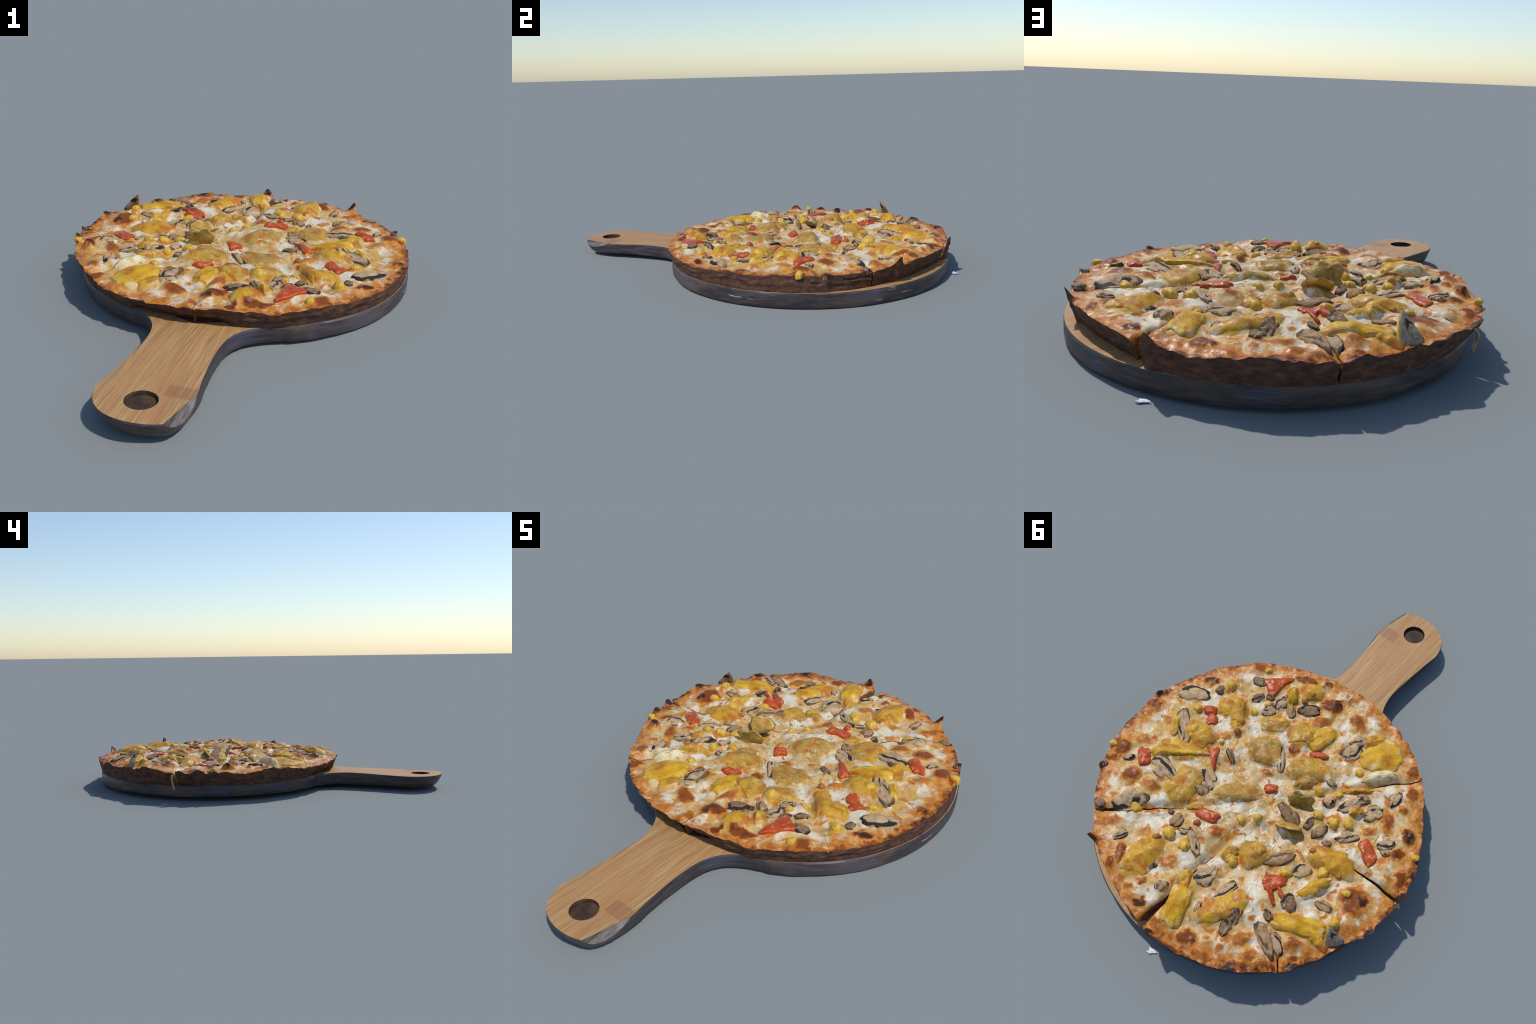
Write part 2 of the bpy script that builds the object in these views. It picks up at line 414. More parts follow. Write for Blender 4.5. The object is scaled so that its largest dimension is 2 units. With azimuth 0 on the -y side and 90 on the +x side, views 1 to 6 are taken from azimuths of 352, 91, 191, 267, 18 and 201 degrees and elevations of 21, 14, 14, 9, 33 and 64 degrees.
def patches(mat, vec, rows):
    """Largest of many soft patches; rows: x, y, half length, half width, heading, level."""
    acc = None
    for (cx, cy, a, b, deg, level) in rows:
        n = mat.nt.nodes.new("ShaderNodeGroup")
        n.node_tree = PATCH
        mat.link(vec, n.inputs["Vector"])
        n.inputs["Centre"].default_value = (cx, cy, 0)
        n.inputs["Heading"].default_value = -math.radians(deg)
        n.inputs["Inverse Size"].default_value = (1 / a, 1 / b, 0)
        n.inputs["Level"].default_value = level
        acc = n.outputs[0] if acc is None else mat.math("MAXIMUM", acc, n.outputs[0])
    return acc


CHEESE_WHITE = (0.67, 0.610, 0.465)
CHEESE_WARM = (0.60, 0.420, 0.205)
CHEESE_GOLD = (0.53, 0.300, 0.070)
ORANGE = (0.52, 0.185, 0.028)
BROWN = (0.22, 0.057, 0.010)
BURNT = (0.040, 0.017, 0.011)


def cheese_material():
    m = Mat("melted_cheese", 0.45, 0.2)
    flat = m.vmath("MULTIPLY", m.co, (1, 1, 0))
    warp = m.noise(22, 3, 0.6, flat, out="Color")
    warp = m.vmath("SUBTRACT", warp, (0.5, 0.5, 0.5))
    warp = m.vmath("MULTIPLY", warp, (0.075, 0.075, 0))
    w = m.vmath("ADD", flat, warp)
    scorch = [(PIZZA[0] + 0.738 * math.cos(math.radians(a)), PIZZA[1] + 0.738 * math.sin(math.radians(a)), 0.028, 0.012 + 0.006 * hw, a, 0.93)
              for (a, hw, out, up) in FLAPS]
    brown = patches(m, w, BLISTERS + scorch)
    yellow = patches(m, w, [(x, y, l * 0.60, wd * 0.62, d, 1.0) for (x, y, l, wd, d, c) in CHIPS if c != "pale"])
    yellow = m.step(yellow, 0.25, 0.60)
    # baked ring along the rim
    c = m.vmath("SUBTRACT", w, (float(PIZZA[0]), float(PIZZA[1]), 0))
    r = m.vmath("LENGTH", c, (0, 0, 0))
    ring = m.step(r, 0.600, 0.708)
    fine = m.noise(38, 4, 0.65, flat)
    mid = m.noise(13, 3, 0.6, flat, 0.6)
    pool = patches(m, w, [p + (1.0,) for p in POOLS])
    base = m.mix(m.step(mid, 0.36, 0.62), CHEESE_WARM, CHEESE_GOLD)
    base = m.mix(m.step(m.noise(17, 3, 0.6, m.mapping(loc=(5, 8, 0), vec=flat), 0.5), 0.50, 0.66), base, CHEESE_WHITE)
    base = m.mix(m.math("MULTIPLY", pool, m.step(fine, 0.25, 0.55, 0.55, 1.0)), base, CHEESE_WHITE)
    # chips showing through: olive near the middle, golden further out, toasted in blotches
    d = m.vmath("LENGTH", m.vmath("SUBTRACT", flat, (0.02, 0.20, 0)), (0, 0, 0))
    hue = m.mix(m.step(m.math("ADD", d, m.math("MULTIPLY", m.math("SUBTRACT", mid, 0.5), 0.5)), 0.20, 0.42), (0.40, 0.250, 0.060), (0.55, 0.300, 0.022))
    blotch = m.noise(21, 4, 0.6, m.mapping(loc=(1, 6, 0), vec=flat), 0.4)
    hue = m.mix(m.step(blotch, 0.40, 0.30), hue, (0.60, 0.43, 0.11))
    hue = m.mix(m.math("MULTIPLY", m.step(blotch, 0.47, 0.60), 0.85), hue, (0.38, 0.155, 0.025))
    base = m.mix(m.math("MULTIPLY", yellow, m.step(fine, 0.20, 0.42)), base, hue)
    # scorching: blisters, rim and random freckles share one tone scale
    toast = m.math("MULTIPLY", ring, m.step(m.noise(24, 4, 0.65, flat, 0.4), 0.32, 0.66, 0.20, 0.62))
    freck = m.math("MULTIPLY", m.step(m.noise(19, 3, 0.55, m.mapping(loc=(7, 2, 0), vec=flat), 0.5), 0.52, 0.68), 0.52)
    tone = m.math("MAXIMUM", m.math("MAXIMUM", brown, toast), freck)
    tone = m.math("ADD", tone, m.math("MULTIPLY", m.math("SUBTRACT", fine, 0.5), m.math("MULTIPLY", tone, 0.55)))
    edge = m.math("MULTIPLY", m.step(r, 0.70, 0.735), m.step(fine, 0.35, 0.65, 0.10, 0.48))
    tone = m.math("ADD", tone, edge, True)
    col = m.mix(m.step(tone, 0.10, 0.48), base, ORANGE)
    col = m.mix(m.step(tone, 0.42, 0.74), col, BROWN)
    col = m.mix(m.step(tone, 0.78, 0.98), col, BURNT)
    grain = m.noise(130, 4, 0.7, flat)
    col = m.mix(m.math("MULTIPLY", m.step(grain, 0.52, 0.72), 0.38), col, m.mix(1.0, col, (0.55, 0.36, 0.20), "MULTIPLY"))
    streak = m.noise(46, 4, 0.7, m.mapping((1, 0.5, 1), loc=(2, 9, 0), vec=w), 1.2)
    col = m.mix(m.math("MULTIPLY", m.step(streak, 0.58, 0.72), 0.40), col, m.mix(1.0, col, (0.66, 0.46, 0.26), "MULTIPLY"))
    # dried herb specks, thickest round the middle
    d = m.vmath("LENGTH", m.vmath("SUBTRACT", flat, (0.02, 0.23, 0)), (0, 0, 0))
    dens = m.step(d, 0.66, 0.12, 0.14, 0.40)
    speck = m.math("LESS_THAN", m.voronoi(150, m.vmath("MULTIPLY", w, (1.0, 0.6, 1.0))), dens)
    speck = m.math("MULTIPLY", speck, m.step(m.noise(15, 2, 0.5, flat), 0.42, 0.58))
    col = m.mix(m.math("MULTIPLY", speck, 0.55), col, (0.10, 0.075, 0.025))
    m.bump(m.math("ADD", m.math("MULTIPLY", m.noise(90, 3, 0.5, flat), 0.5), fine), 0.004, 0.45)
    return m.done(col, m.step(fine, 0.3, 0.7, 0.26, 0.55))


def crust_side_material():
    m = Mat("browned_crust_side", 0.7, 0.2)
    n = m.noise(26, 4, 0.65, m.mapping((1, 1, 2.2)))
    col = m.ramp(n, [(0.30, (0.045, 0.022, 0.016)), (0.52, (0.10, 0.048, 0.032)), (0.72, (0.19, 0.085, 0.045))])
    m.bump(m.noise(70, 3), 0.005, 0.7)
    return m.done(col)


def crumb_material():
    m = Mat("cut_crumb", 0.75, 0.2)
    n = m.noise(60, 4, 0.7)
    col = m.ramp(n, [(0.30, (0.10, 0.035, 0.015)), (0.55, (0.26, 0.105, 0.04)), (0.75, (0.50, 0.28, 0.13))])
    m.bump(n, 0.006, 0.8)
    return m.done(col)


def chip_material(name, hue, spec_amount=0.5):
    m = Mat(name, 0.45, 0.22)
    off = m.combine(m.math("MULTIPLY", m.random(), 40.0), m.math("MULTIPLY", m.random(), 17.0), 0.0)
    v = m.vmath("ADD", m.co, off)
    n = m.noise(1.3, 4, 0.6, v, 0.5)
    dark = tuple(c * k for c, k in zip(hue, (0.80, 0.62, 0.5)))
    lite = tuple(min(1, c * k) for c, k in zip(hue, (1.12, 1.22, 1.6)))
    col = m.ramp(n, [(0.34, lite), (0.48, hue), (0.64, dark)])
    # toasted bubbles
    b = m.noise(1.9, 3, 0.6, m.vmath("ADD", v, (5, 5, 0)), 0.3)
    col = m.mix(m.math("MULTIPLY", m.step(b, 0.53, 0.66), 0.85), col, (0.40, 0.15, 0.025))
    # a film of cheese runs over the margins
    rad = m.vmath("LENGTH", m.vmath("MULTIPLY", m.co, (1, 1, 0)), (0, 0, 0))
    film = m.math("ADD", rad, m.math("MULTIPLY", m.math("SUBTRACT", m.noise(2.0, 3, 0.6, v), 0.5), 2.6))
    film = m.step(film, 0.82, 1.12)
    col = m.mix(m.math("MULTIPLY", film, 0.75), col, m.mix(m.step(b, 0.46, 0.54), (0.66, 0.56, 0.32), (0.60, 0.34, 0.10)))
    gr = m.noise(9, 4, 0.7, v)
    col = m.mix(m.math("MULTIPLY", m.step(gr, 0.50, 0.70), 0.55), col, m.mix(1.0, col, (0.62, 0.42, 0.22), "MULTIPLY"))
    sp = m.math("LESS_THAN", m.voronoi(10, v), 0.20)
    sp = m.math("MULTIPLY", sp, m.step(m.noise(3, 2, 0.5, v), 0.46, 0.58))
    col = m.mix(m.math("MULTIPLY", sp, spec_amount), col, (0.09, 0.06, 0.015))
    m.bump(m.noise(5, 4, 0.6, v), 0.006, 0.5)
    return m.done(col)


def mushroom_material(name, flesh, skin, gill_amount):
    """Slice face: pale flesh, brown skin round the outside, dark gill band under the cap."""
    m = Mat(name, 0.55, 0.15)
    off = m.math("MULTIPLY", m.random(), 30.0)
    v = m.vmath("ADD", m.co, m.combine(off, off, 0.0))
    wob = m.vmath("MULTIPLY", m.vmath("SUBTRACT", m.noise(1.6, 3, 0.6, v, out="Color"), (0.5, 0.5, 0.5)), (0.55, 0.55, 0))
    q = m.vmath("ADD", m.vmath("MULTIPLY", m.co, (1, 1, 0)), wob)
    rad = m.vmath("LENGTH", q, (0, 0, 0))
    n = m.noise(2.4, 4, 0.65, v, 0.6)
    col = m.ramp(n, [(0.34, tuple(1.15 * c for c in flesh)), (0.50, flesh), (0.66, tuple(0.5 * c for c in flesh))])
    # fibres fan out across the slice
    fan = m.noise(1.0, 3, 0.6, m.vmath("MULTIPLY", v, (3.0, 11.0, 1.0)))
    col = m.mix(m.math("MULTIPLY", m.step(fan, 0.50, 0.66), 0.45), col, tuple(0.45 * c for c in flesh))
    col = m.mix(m.math("MULTIPLY", m.step(rad, 0.84, 0.99), 0.85), col, skin)  # skin ring also darkened to draw the contact shade round each piece
    film = m.step(m.noise(1.5, 3, 0.6, m.vmath("ADD", v, (3, 8, 0))), 0.56, 0.64)
    col = m.mix(m.math("MULTIPLY", film, 0.6), col, (0.60, 0.42, 0.22))
    # gills: a crescent that slides sideways from piece to piece
    shift = m.math("MULTIPLY", m.math("SUBTRACT", m.random(), 0.5), 0.9)
    c0 = m.combine(shift, m.math("SUBTRACT", m.math("MULTIPLY", m.math("FRACT", m.math("MULTIPLY", m.random(), 7.31)), 0.75), 0.40), 0.0)
    gd = m.vmath("LENGTH", m.vmath("MULTIPLY", m.vmath("SUBTRACT", q, c0), (0.9, 1.2, 0)), (0, 0, 0))
    band = m.math("MULTIPLY", m.step(gd, 0.52, 0.60), m.step(gd, 0.98, 0.88))
    arc = m.step(m.xyz(q)[1], -0.35, 0.05)
    g = m.math("MULTIPLY", m.math("MULTIPLY", band, arc), gill_amount)
    g = m.math("MULTIPLY", g, m.step(m.noise(1.1, 2, 0.5, m.vmath("ADD", v, (13, 2, 0))), 0.38, 0.48))
    col = m.mix(g, col, (0.028, 0.022, 0.020))
    m.bump(m.noise(5, 4, 0.65, m.vmath("MULTIPLY", v, (1, 2.5, 1))), 0.004, 0.6)
    return m.done(col)


def plain_topping(name, a, b, scale, rough, bump=0.003):
    m = Mat(name, rough, 0.3)
    off = m.math("MULTIPLY", m.random(), 30.0)
    v = m.vmath("ADD", m.co, m.combine(off, off, 0.0))
    n = m.noise(scale, 4, 0.6, v, 0.4)
    col = m.ramp(n, [(0.35, a), (0.68, b)])
    m.bump(m.noise(scale * 4, 3, 0.6, v), bump, 0.5)
    return m, n, v, col


def tomato_material():
    m, n, v, col = plain_topping("tomato_flesh", (0.48, 0.080, 0.012), (0.38, 0.042, 0.009), 1.6, 0.3)
    col = m.mix(m.math("MULTIPLY", m.step(m.noise(2.2, 3, 0.6, m.vmath("ADD", v, (9, 0, 0))), 0.53, 0.66), 0.7), col, (0.62, 0.30, 0.13))
    return m.done(col)


def corn_material():
    m, n, v, col = plain_topping("sweetcorn_skin", (0.64, 0.36, 0.015), (0.62, 0.41, 0.085), 1.4, 0.32)
    z = m.xyz()[2]
    col = m.mix(m.math("MULTIPLY", m.step(m.noise(1.6, 2, 0.5, m.vmath("ADD", v, (4, 4, 0))), 0.56, 0.70), 0.7), col, (0.40, 0.17, 0.03))
    return m.done(col)


def grain_material():
    """Bamboo strips laid along the handle with fine fibre streaks."""
    m = Mat("bamboo_wood", 0.5, 0.3)
    ang = math.atan2(HANDLE[1], HANDLE[0])
    g = m.mapping(rot=(0, 0, -ang))
    # mapping rotates after scaling, so rotate first and stretch second
    s = m.mapping((3.0, 110.0, 3.0), vec=g)
    fib = m.noise(1.6, 4, 0.7, s)
    wide = m.noise(1.0, 2, 0.5, m.mapping((1.6, 17.0, 1.0), vec=g))
    col = m.ramp(fib, [(0.30, (0.250, 0.130, 0.050)), (0.5, (0.43, 0.243, 0.098)), (0.70, (0.56, 0.355, 0.170))])
    col = m.mix(m.math("MULTIPLY", m.step(wide, 0.45, 0.65), 0.45), col, (0.43, 0.205, 0.08))
    # darker end of one strip beside the hole
    flat = m.vmath("MULTIPLY", m.co, (1, 1, 0))
    hx, hy = HOLE
    px, py = HOLE + ACROSS * 0.105 - HANDLE * 0.075
    q = m.vmath("SUBTRACT", flat, (float(px), float(py), 0))
    du = m.math("ABSOLUTE", m.vmath("DOT_PRODUCT", q, (float(HANDLE[0]), float(HANDLE[1]), 0)))
    dw = m.math("ABSOLUTE", m.vmath("DOT_PRODUCT", q, (float(ACROSS[0]), float(ACROSS[1]), 0)))
    box = m.math("MULTIPLY", m.step(du, 0.036, 0.028), m.step(dw, 0.056, 0.048))
    col = m.mix(m.math("MULTIPLY", box, 0.45), col, (0.24, 0.095, 0.045))
    m.bump(fib, 0.002, 0.5)
    return m.done(col)


def edge_material():
    """Outer edge of the board: dark grey-brown with long streaks."""
    m = Mat("dark_board_edge", 0.55, 0.35)
    v = m.mapping((5, 5, 34))
    n = m.noise(2.0, 4, 0.65, v)
    big = m.noise(3.2, 3, 0.6)
    col = m.ramp(n, [(0.28, (0.026, 0.021, 0.023)), (0.5, (0.048, 0.039, 0.042)), (0.75, (0.105, 0.085, 0.080))])
    col = m.mix(m.math("MULTIPLY", m.step(big, 0.45, 0.68), 0.5), col, (0.13, 0.088, 0.055))
    bounce_tint = m.noise(4.0, 2, 0.5, m.mapping(loc=(3, 3, 0)))  # bluish light bounced off the ground, tinted into the edge colour
    col = m.mix(m.math("MULTIPLY", m.step(bounce_tint, 0.52, 0.70), 0.4), col, (0.085, 0.09, 0.15))
    # sun highlights painted as pale streaks on the right-hand edge
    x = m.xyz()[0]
    painted_glint = m.step(m.noise(1.0, 3, 0.6, m.mapping((7, 7, 75), loc=(2, 0, 5))), 0.63, 0.70)
    painted_glint = m.math("MULTIPLY", painted_glint, m.step(x, 0.30, 0.50))
    col = m.mix(m.math("MULTIPLY", painted_glint, 0.8), col, (0.46, 0.38, 0.33))
    m.bump(n, 0.004, 0.6)
    return m.done(col, m.step(n, 0.3, 0.7, 0.32, 0.55))


def worn_material():
    m = Mat("weathered_bare_wood", 0.65, 0.25)
    ang = math.atan2(HANDLE[1], HANDLE[0])
    s = m.mapping((2.5, 45.0, 30.0), vec=m.mapping(rot=(0, 0, -ang)))
    n = m.noise(1.5, 4, 0.7, s)
    col = m.ramp(n, [(0.36, (0.035, 0.031, 0.030)), (0.52, (0.115, 0.10, 0.09)), (0.70, (0.25, 0.215, 0.19))])
    m.bump(n, 0.004, 0.8)
    return m.done(col)


M_CHEESE = cheese_material()
M_SIDE = crust_side_material()
M_CRUMB = crumb_material()
M_CHIP = chip_material("toasted_chip", (0.48, 0.295, 0.050))
M_CHIP_BRIGHT = chip_material("bright_chip", (0.60, 0.345, 0.020), 0.4)
M_CHIP_OLIVE = chip_material("herbed_chip", (0.36, 0.235, 0.045), 0.8)
M_PALE = chip_material("pale_cheese_lump", (0.66, 0.58, 0.33), 0.2)
M_SLICE = mushroom_material("mushroom_slice", (0.52, 0.345, 0.195), (0.085, 0.045, 0.024), 1.0)
M_CAP = mushroom_material("mushroom_cap", (0.40, 0.240, 0.120), (0.10, 0.052, 0.026), 0.7)
M_DARK = mushroom_material("mushroom_underside", (0.27, 0.165, 0.090), (0.055, 0.033, 0.022), 1.0)
M_PALE_MUSH = mushroom_material("mushroom_ring", (0.52, 0.355, 0.19), (0.17, 0.090, 0.040), 1.0)
M_STAND = mushroom_material("mushroom_weathered", (0.36, 0.28, 0.20), (0.10, 0.065, 0.045), 1.0)
M_TOMATO = tomato_material()
M_CORN = corn_material()
mb, _n, _v, _c = plain_topping("toasted_bubble", (0.42, 0.17, 0.035), (0.27, 0.085, 0.018), 1.2, 0.4)
M_BUBBLE = mb.done(_c)
M_WOOD = grain_material()
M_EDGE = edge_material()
M_WORN = worn_material()
mh = Mat("dark_hole_wood", 0.7, 0.2)
M_HOLE = mh.done(mh.ramp(mh.noise(14, 4, 0.6, mh.mapping((1, 1, 3))), [(0.35, (0.045, 0.028, 0.020)), (0.65, (0.12, 0.075, 0.045))]))

# ------------------------------------------------------------------ the board
board = thing("wooden_serving_board", "round bamboo board with a holed handle and dark grey-brown edge", "serving board")

# handle contour in board coordinates: distance from the disc middle, sideways offset
CONTOUR = [(.632, .300), (.668, .225), (.722, .163), (.800, .132), (.930, .126), (1.06, .136), (1.16, .148), (1.250, .150),
           (1.312, .126), (1.342, .060), (1.346, -.020), (1.322, -.095), (1.270, -.145), (1.20, -.166), (1.11, -.156), (1.00, -.145),
           (.885, -.138), (.800, -.150), (.738, -.182), (.700, -.218), (.672, -.262)]


def catmull(pts, per):
    pts = [np.array(p, float) for p in pts]
    pts = [2 * pts[0] - pts[1]] + pts + [2 * pts[-1] - pts[-2]]
    out = []
    for i in range(1, len(pts) - 2):
        a, b, c, d = pts[i - 1:i + 3]
        for k in range(per):
            t = k / per
            out.append(0.5 * (2 * b + (c - a) * t + (2 * a - 5 * b + 4 * c - d) * t * t + (3 * b - a - 3 * c + d) * t ** 3))
    out.append(pts[-2])
    return out


def board_outline():
    pts = [BOARD + HANDLE * u + ACROSS * w for u, w in catmull(CONTOUR, 8)]
    a0 = math.atan2(*(pts[-1] - BOARD)[::-1])
    a1 = math.atan2(*(pts[0] - BOARD)[::-1])
    while a1 > a0:
        a1 -= 2 * math.pi
    n = 220
    arc = []
    for k in range(1, n):
        a = a0 + (a1 - a0) * k / n
        arc.append(BOARD + float(periodic(DISC, math.degrees(a))) * np.array([math.cos(a), math.sin(a)]))
    return np.array(pts + arc)


def build_board():
    line = board_outline()
    n = len(line)
    nxt, prv = np.roll(line, -1, 0), np.roll(line, 1, 0)
    tan = nxt - prv
    tan /= np.linalg.norm(tan, axis=1)[:, None]
    nor = np.stack([tan[:, 1], -tan[:, 0]], 1)
    if np.mean(np.sum(nor * (line - line.mean(0)), 1)) < 0:
        nor = -nor
    rel = line - BOARD
    u = rel @ HANDLE
    tip = smooth(1.10, 1.34, u)
    left = smooth(-0.02, -0.15, rel @ ACROSS) * smooth(0.55, 0.75, u)
    arc = np.concatenate([[0], np.cumsum(np.linalg.norm(np.diff(line, axis=0), axis=1))])
    bm = bmesh.new()
    rings = []
    # profile of the edge: share of the height from the top, inset in metres
    for k, (f, inset) in enumerate([(0.0, .010), (0.0, .004), (.06, .0005), (.20, 0), (.42, 0), (.65, 0), (.85, .001), (.97, .004), (1.0, .010)]):
        wob = 0.0035 * fbm(arc, np.full(n, f * 1.6), 9, 3, 21) * (0.3 if f < 0.01 else 1)
        ins = inset + (0.034 * tip + 0.010 * left) * f ** 1.5
        p = line - nor * ins[:, None] + nor * wob[:, None]
        zt = board_top(p[:, 0], p[:, 1])
        zb = board_bottom(p[:, 0], p[:, 1]) + 0.004 * np.abs(fbm(arc, arc * 0, 26, 2, 8)) * (u > 0.2)
        z = zt + (zb - zt) * f
        if k == 1:
            z = z - 0.0006
        if k == 2:
            z = zt - 0.006
        rings.append([bm.verts.new((x, y, zz)) for (x, y), zz in zip(p, z)])
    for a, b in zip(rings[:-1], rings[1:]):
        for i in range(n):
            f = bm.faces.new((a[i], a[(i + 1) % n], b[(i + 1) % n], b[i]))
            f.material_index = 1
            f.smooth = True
    hole = []
    hs = 48
    for f in (0.0, 1.0):
        ring = []
        for k in range(hs):
            a = 2 * math.pi * k / hs
            x, y = HOLE[0] + HOLE_R * (1 - .02 * f) * math.cos(a), HOLE[1] + HOLE_R * (1 - .02 * f) * math.sin(a)
            zt, zb = board_top(x, y), float(board_bottom(np.array(x), np.array(y)))
            ring.append(bm.verts.new((x, y, zt + (zb - zt) * f)))
        hole.append(ring)
    for i in range(hs):
        f = bm.faces.new((hole[0][i], hole[1][i], hole[1][(i + 1) % hs], hole[0][(i + 1) % hs]))
        f.material_index = 3
        f.smooth = True
    bm.edges.ensure_lookup_table()

    def fill(loops):
        es = []
        for lp in loops:
            for i in range(len(lp)):
                es.append(bm.edges.get((lp[i], lp[(i + 1) % len(lp)])))
        r = bmesh.ops.triangle_fill(bm, edges=es, use_beauty=True)
        return [g for g in r["geom"] if isinstance(g, bmesh.types.BMFace)]

    for f in fill([rings[0], hole[0]]):
        f.material_index = 0
    for f in fill([rings[-1], hole[1]]):
        f.material_index = 1
    f = bm.faces.new([bm.verts.new((v.co.x, v.co.y, v.co.z + 0.048)) for v in hole[1]])
    f.material_index = 3
    first = set(rings[0]) | set(rings[1])
    for f in bm.faces:
        if f.material_index == 1 and len(f.verts) == 4 and all(v in first for v in f.verts):
            f.material_index = 0
    bmesh.ops.recalc_face_normals(bm, faces=bm.faces[:])
    # one corner of the tip is chipped away to bare grey wood
    def at(uu, ww, drop):
        p = BOARD + HANDLE * uu + ACROSS * ww
        return Vector((p[0], p[1], float(board_top(p[0], p[1])) - drop))

    def chip_corner(bm):
        a, b, c = at(1.145, .144, 0), at(1.285, .112, 0), at(1.25, .147, .028)
        no = (b - a).cross(c - a).normalized()
        if no.dot(Vector((ACROSS[0], ACROSS[1], 0.3))) < 0:
            no = -no
        near = [f for f in bm.faces if min(((v.co.x - BOARD[0]) * HANDLE[0] + (v.co.y - BOARD[1]) * HANDLE[1]) for v in f.verts) > 1.05
                or f.material_index == 0]
        es = set(e for f in near for e in f.edges)
        vs = set(v for f in near for v in f.verts)
        r = bmesh.ops.bisect_plane(bm, geom=list(vs) + list(es) + near, plane_co=a, plane_no=no, clear_outer=True)
        cut = [e for e in r["geom_cut"] if isinstance(e, bmesh.types.BMEdge)]
        r = bmesh.ops.contextual_create(bm, geom=cut)
        for f in r["faces"]:
            f.material_index = 2
            f.smooth = False

    # the plate and the handle meet without a seam: one surface, cut at the neck
    neck = BOARD + HANDLE * 0.735
    bmesh.ops.bisect_plane(bm, geom=bm.verts[:] + bm.edges[:] + bm.faces[:], plane_co=(neck[0], neck[1], 0), plane_no=(HANDLE[0], HANDLE[1], 0))
    for nm, keep in (("plate", False), ("handle", True)):
        b2 = bm.copy()
        far = [f for f in b2.faces if (((f.calc_center_median().x - BOARD[0]) * HANDLE[0] + (f.calc_center_median().y - BOARD[1]) * HANDLE[1]) > 0.735) != keep]
        bmesh.ops.delete(b2, geom=far, context="FACES")
        if keep:
            chip_corner(b2)
        me = bpy.data.meshes.new(nm)
        b2.to_mesh(me)
        b2.free()
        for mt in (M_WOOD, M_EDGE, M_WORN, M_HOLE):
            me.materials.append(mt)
        me.set_sharp_from_angle(angle=math.radians(38))
        ob = bpy.data.objects.new(nm, me)
        ob.parent = board
        bpy.context.scene.collection.objects.link(ob)
    bm.free()


build_board()

# ------------------------------------------------------------------ the pizza slices
pizza = thing("pizza", "eight cut slices with cheese, mushrooms, tomato, corn and chips", "pizza")


def rim_reach(ang):
    """Distance from the cut centre to the rim along a heading."""
    d = np.stack([np.cos(ang), np.sin(ang)], -1)
    rho = np.full(ang.shape, 0.7)
    for _ in range(25):
        p = CUT + d * rho[..., None] - PIZZA
        r = np.hypot(p[..., 0], p[..., 1])
        rho = rho + (periodic(RIM, np.degrees(np.arctan2(p[..., 1], p[..., 0]))) - r)
    return rho


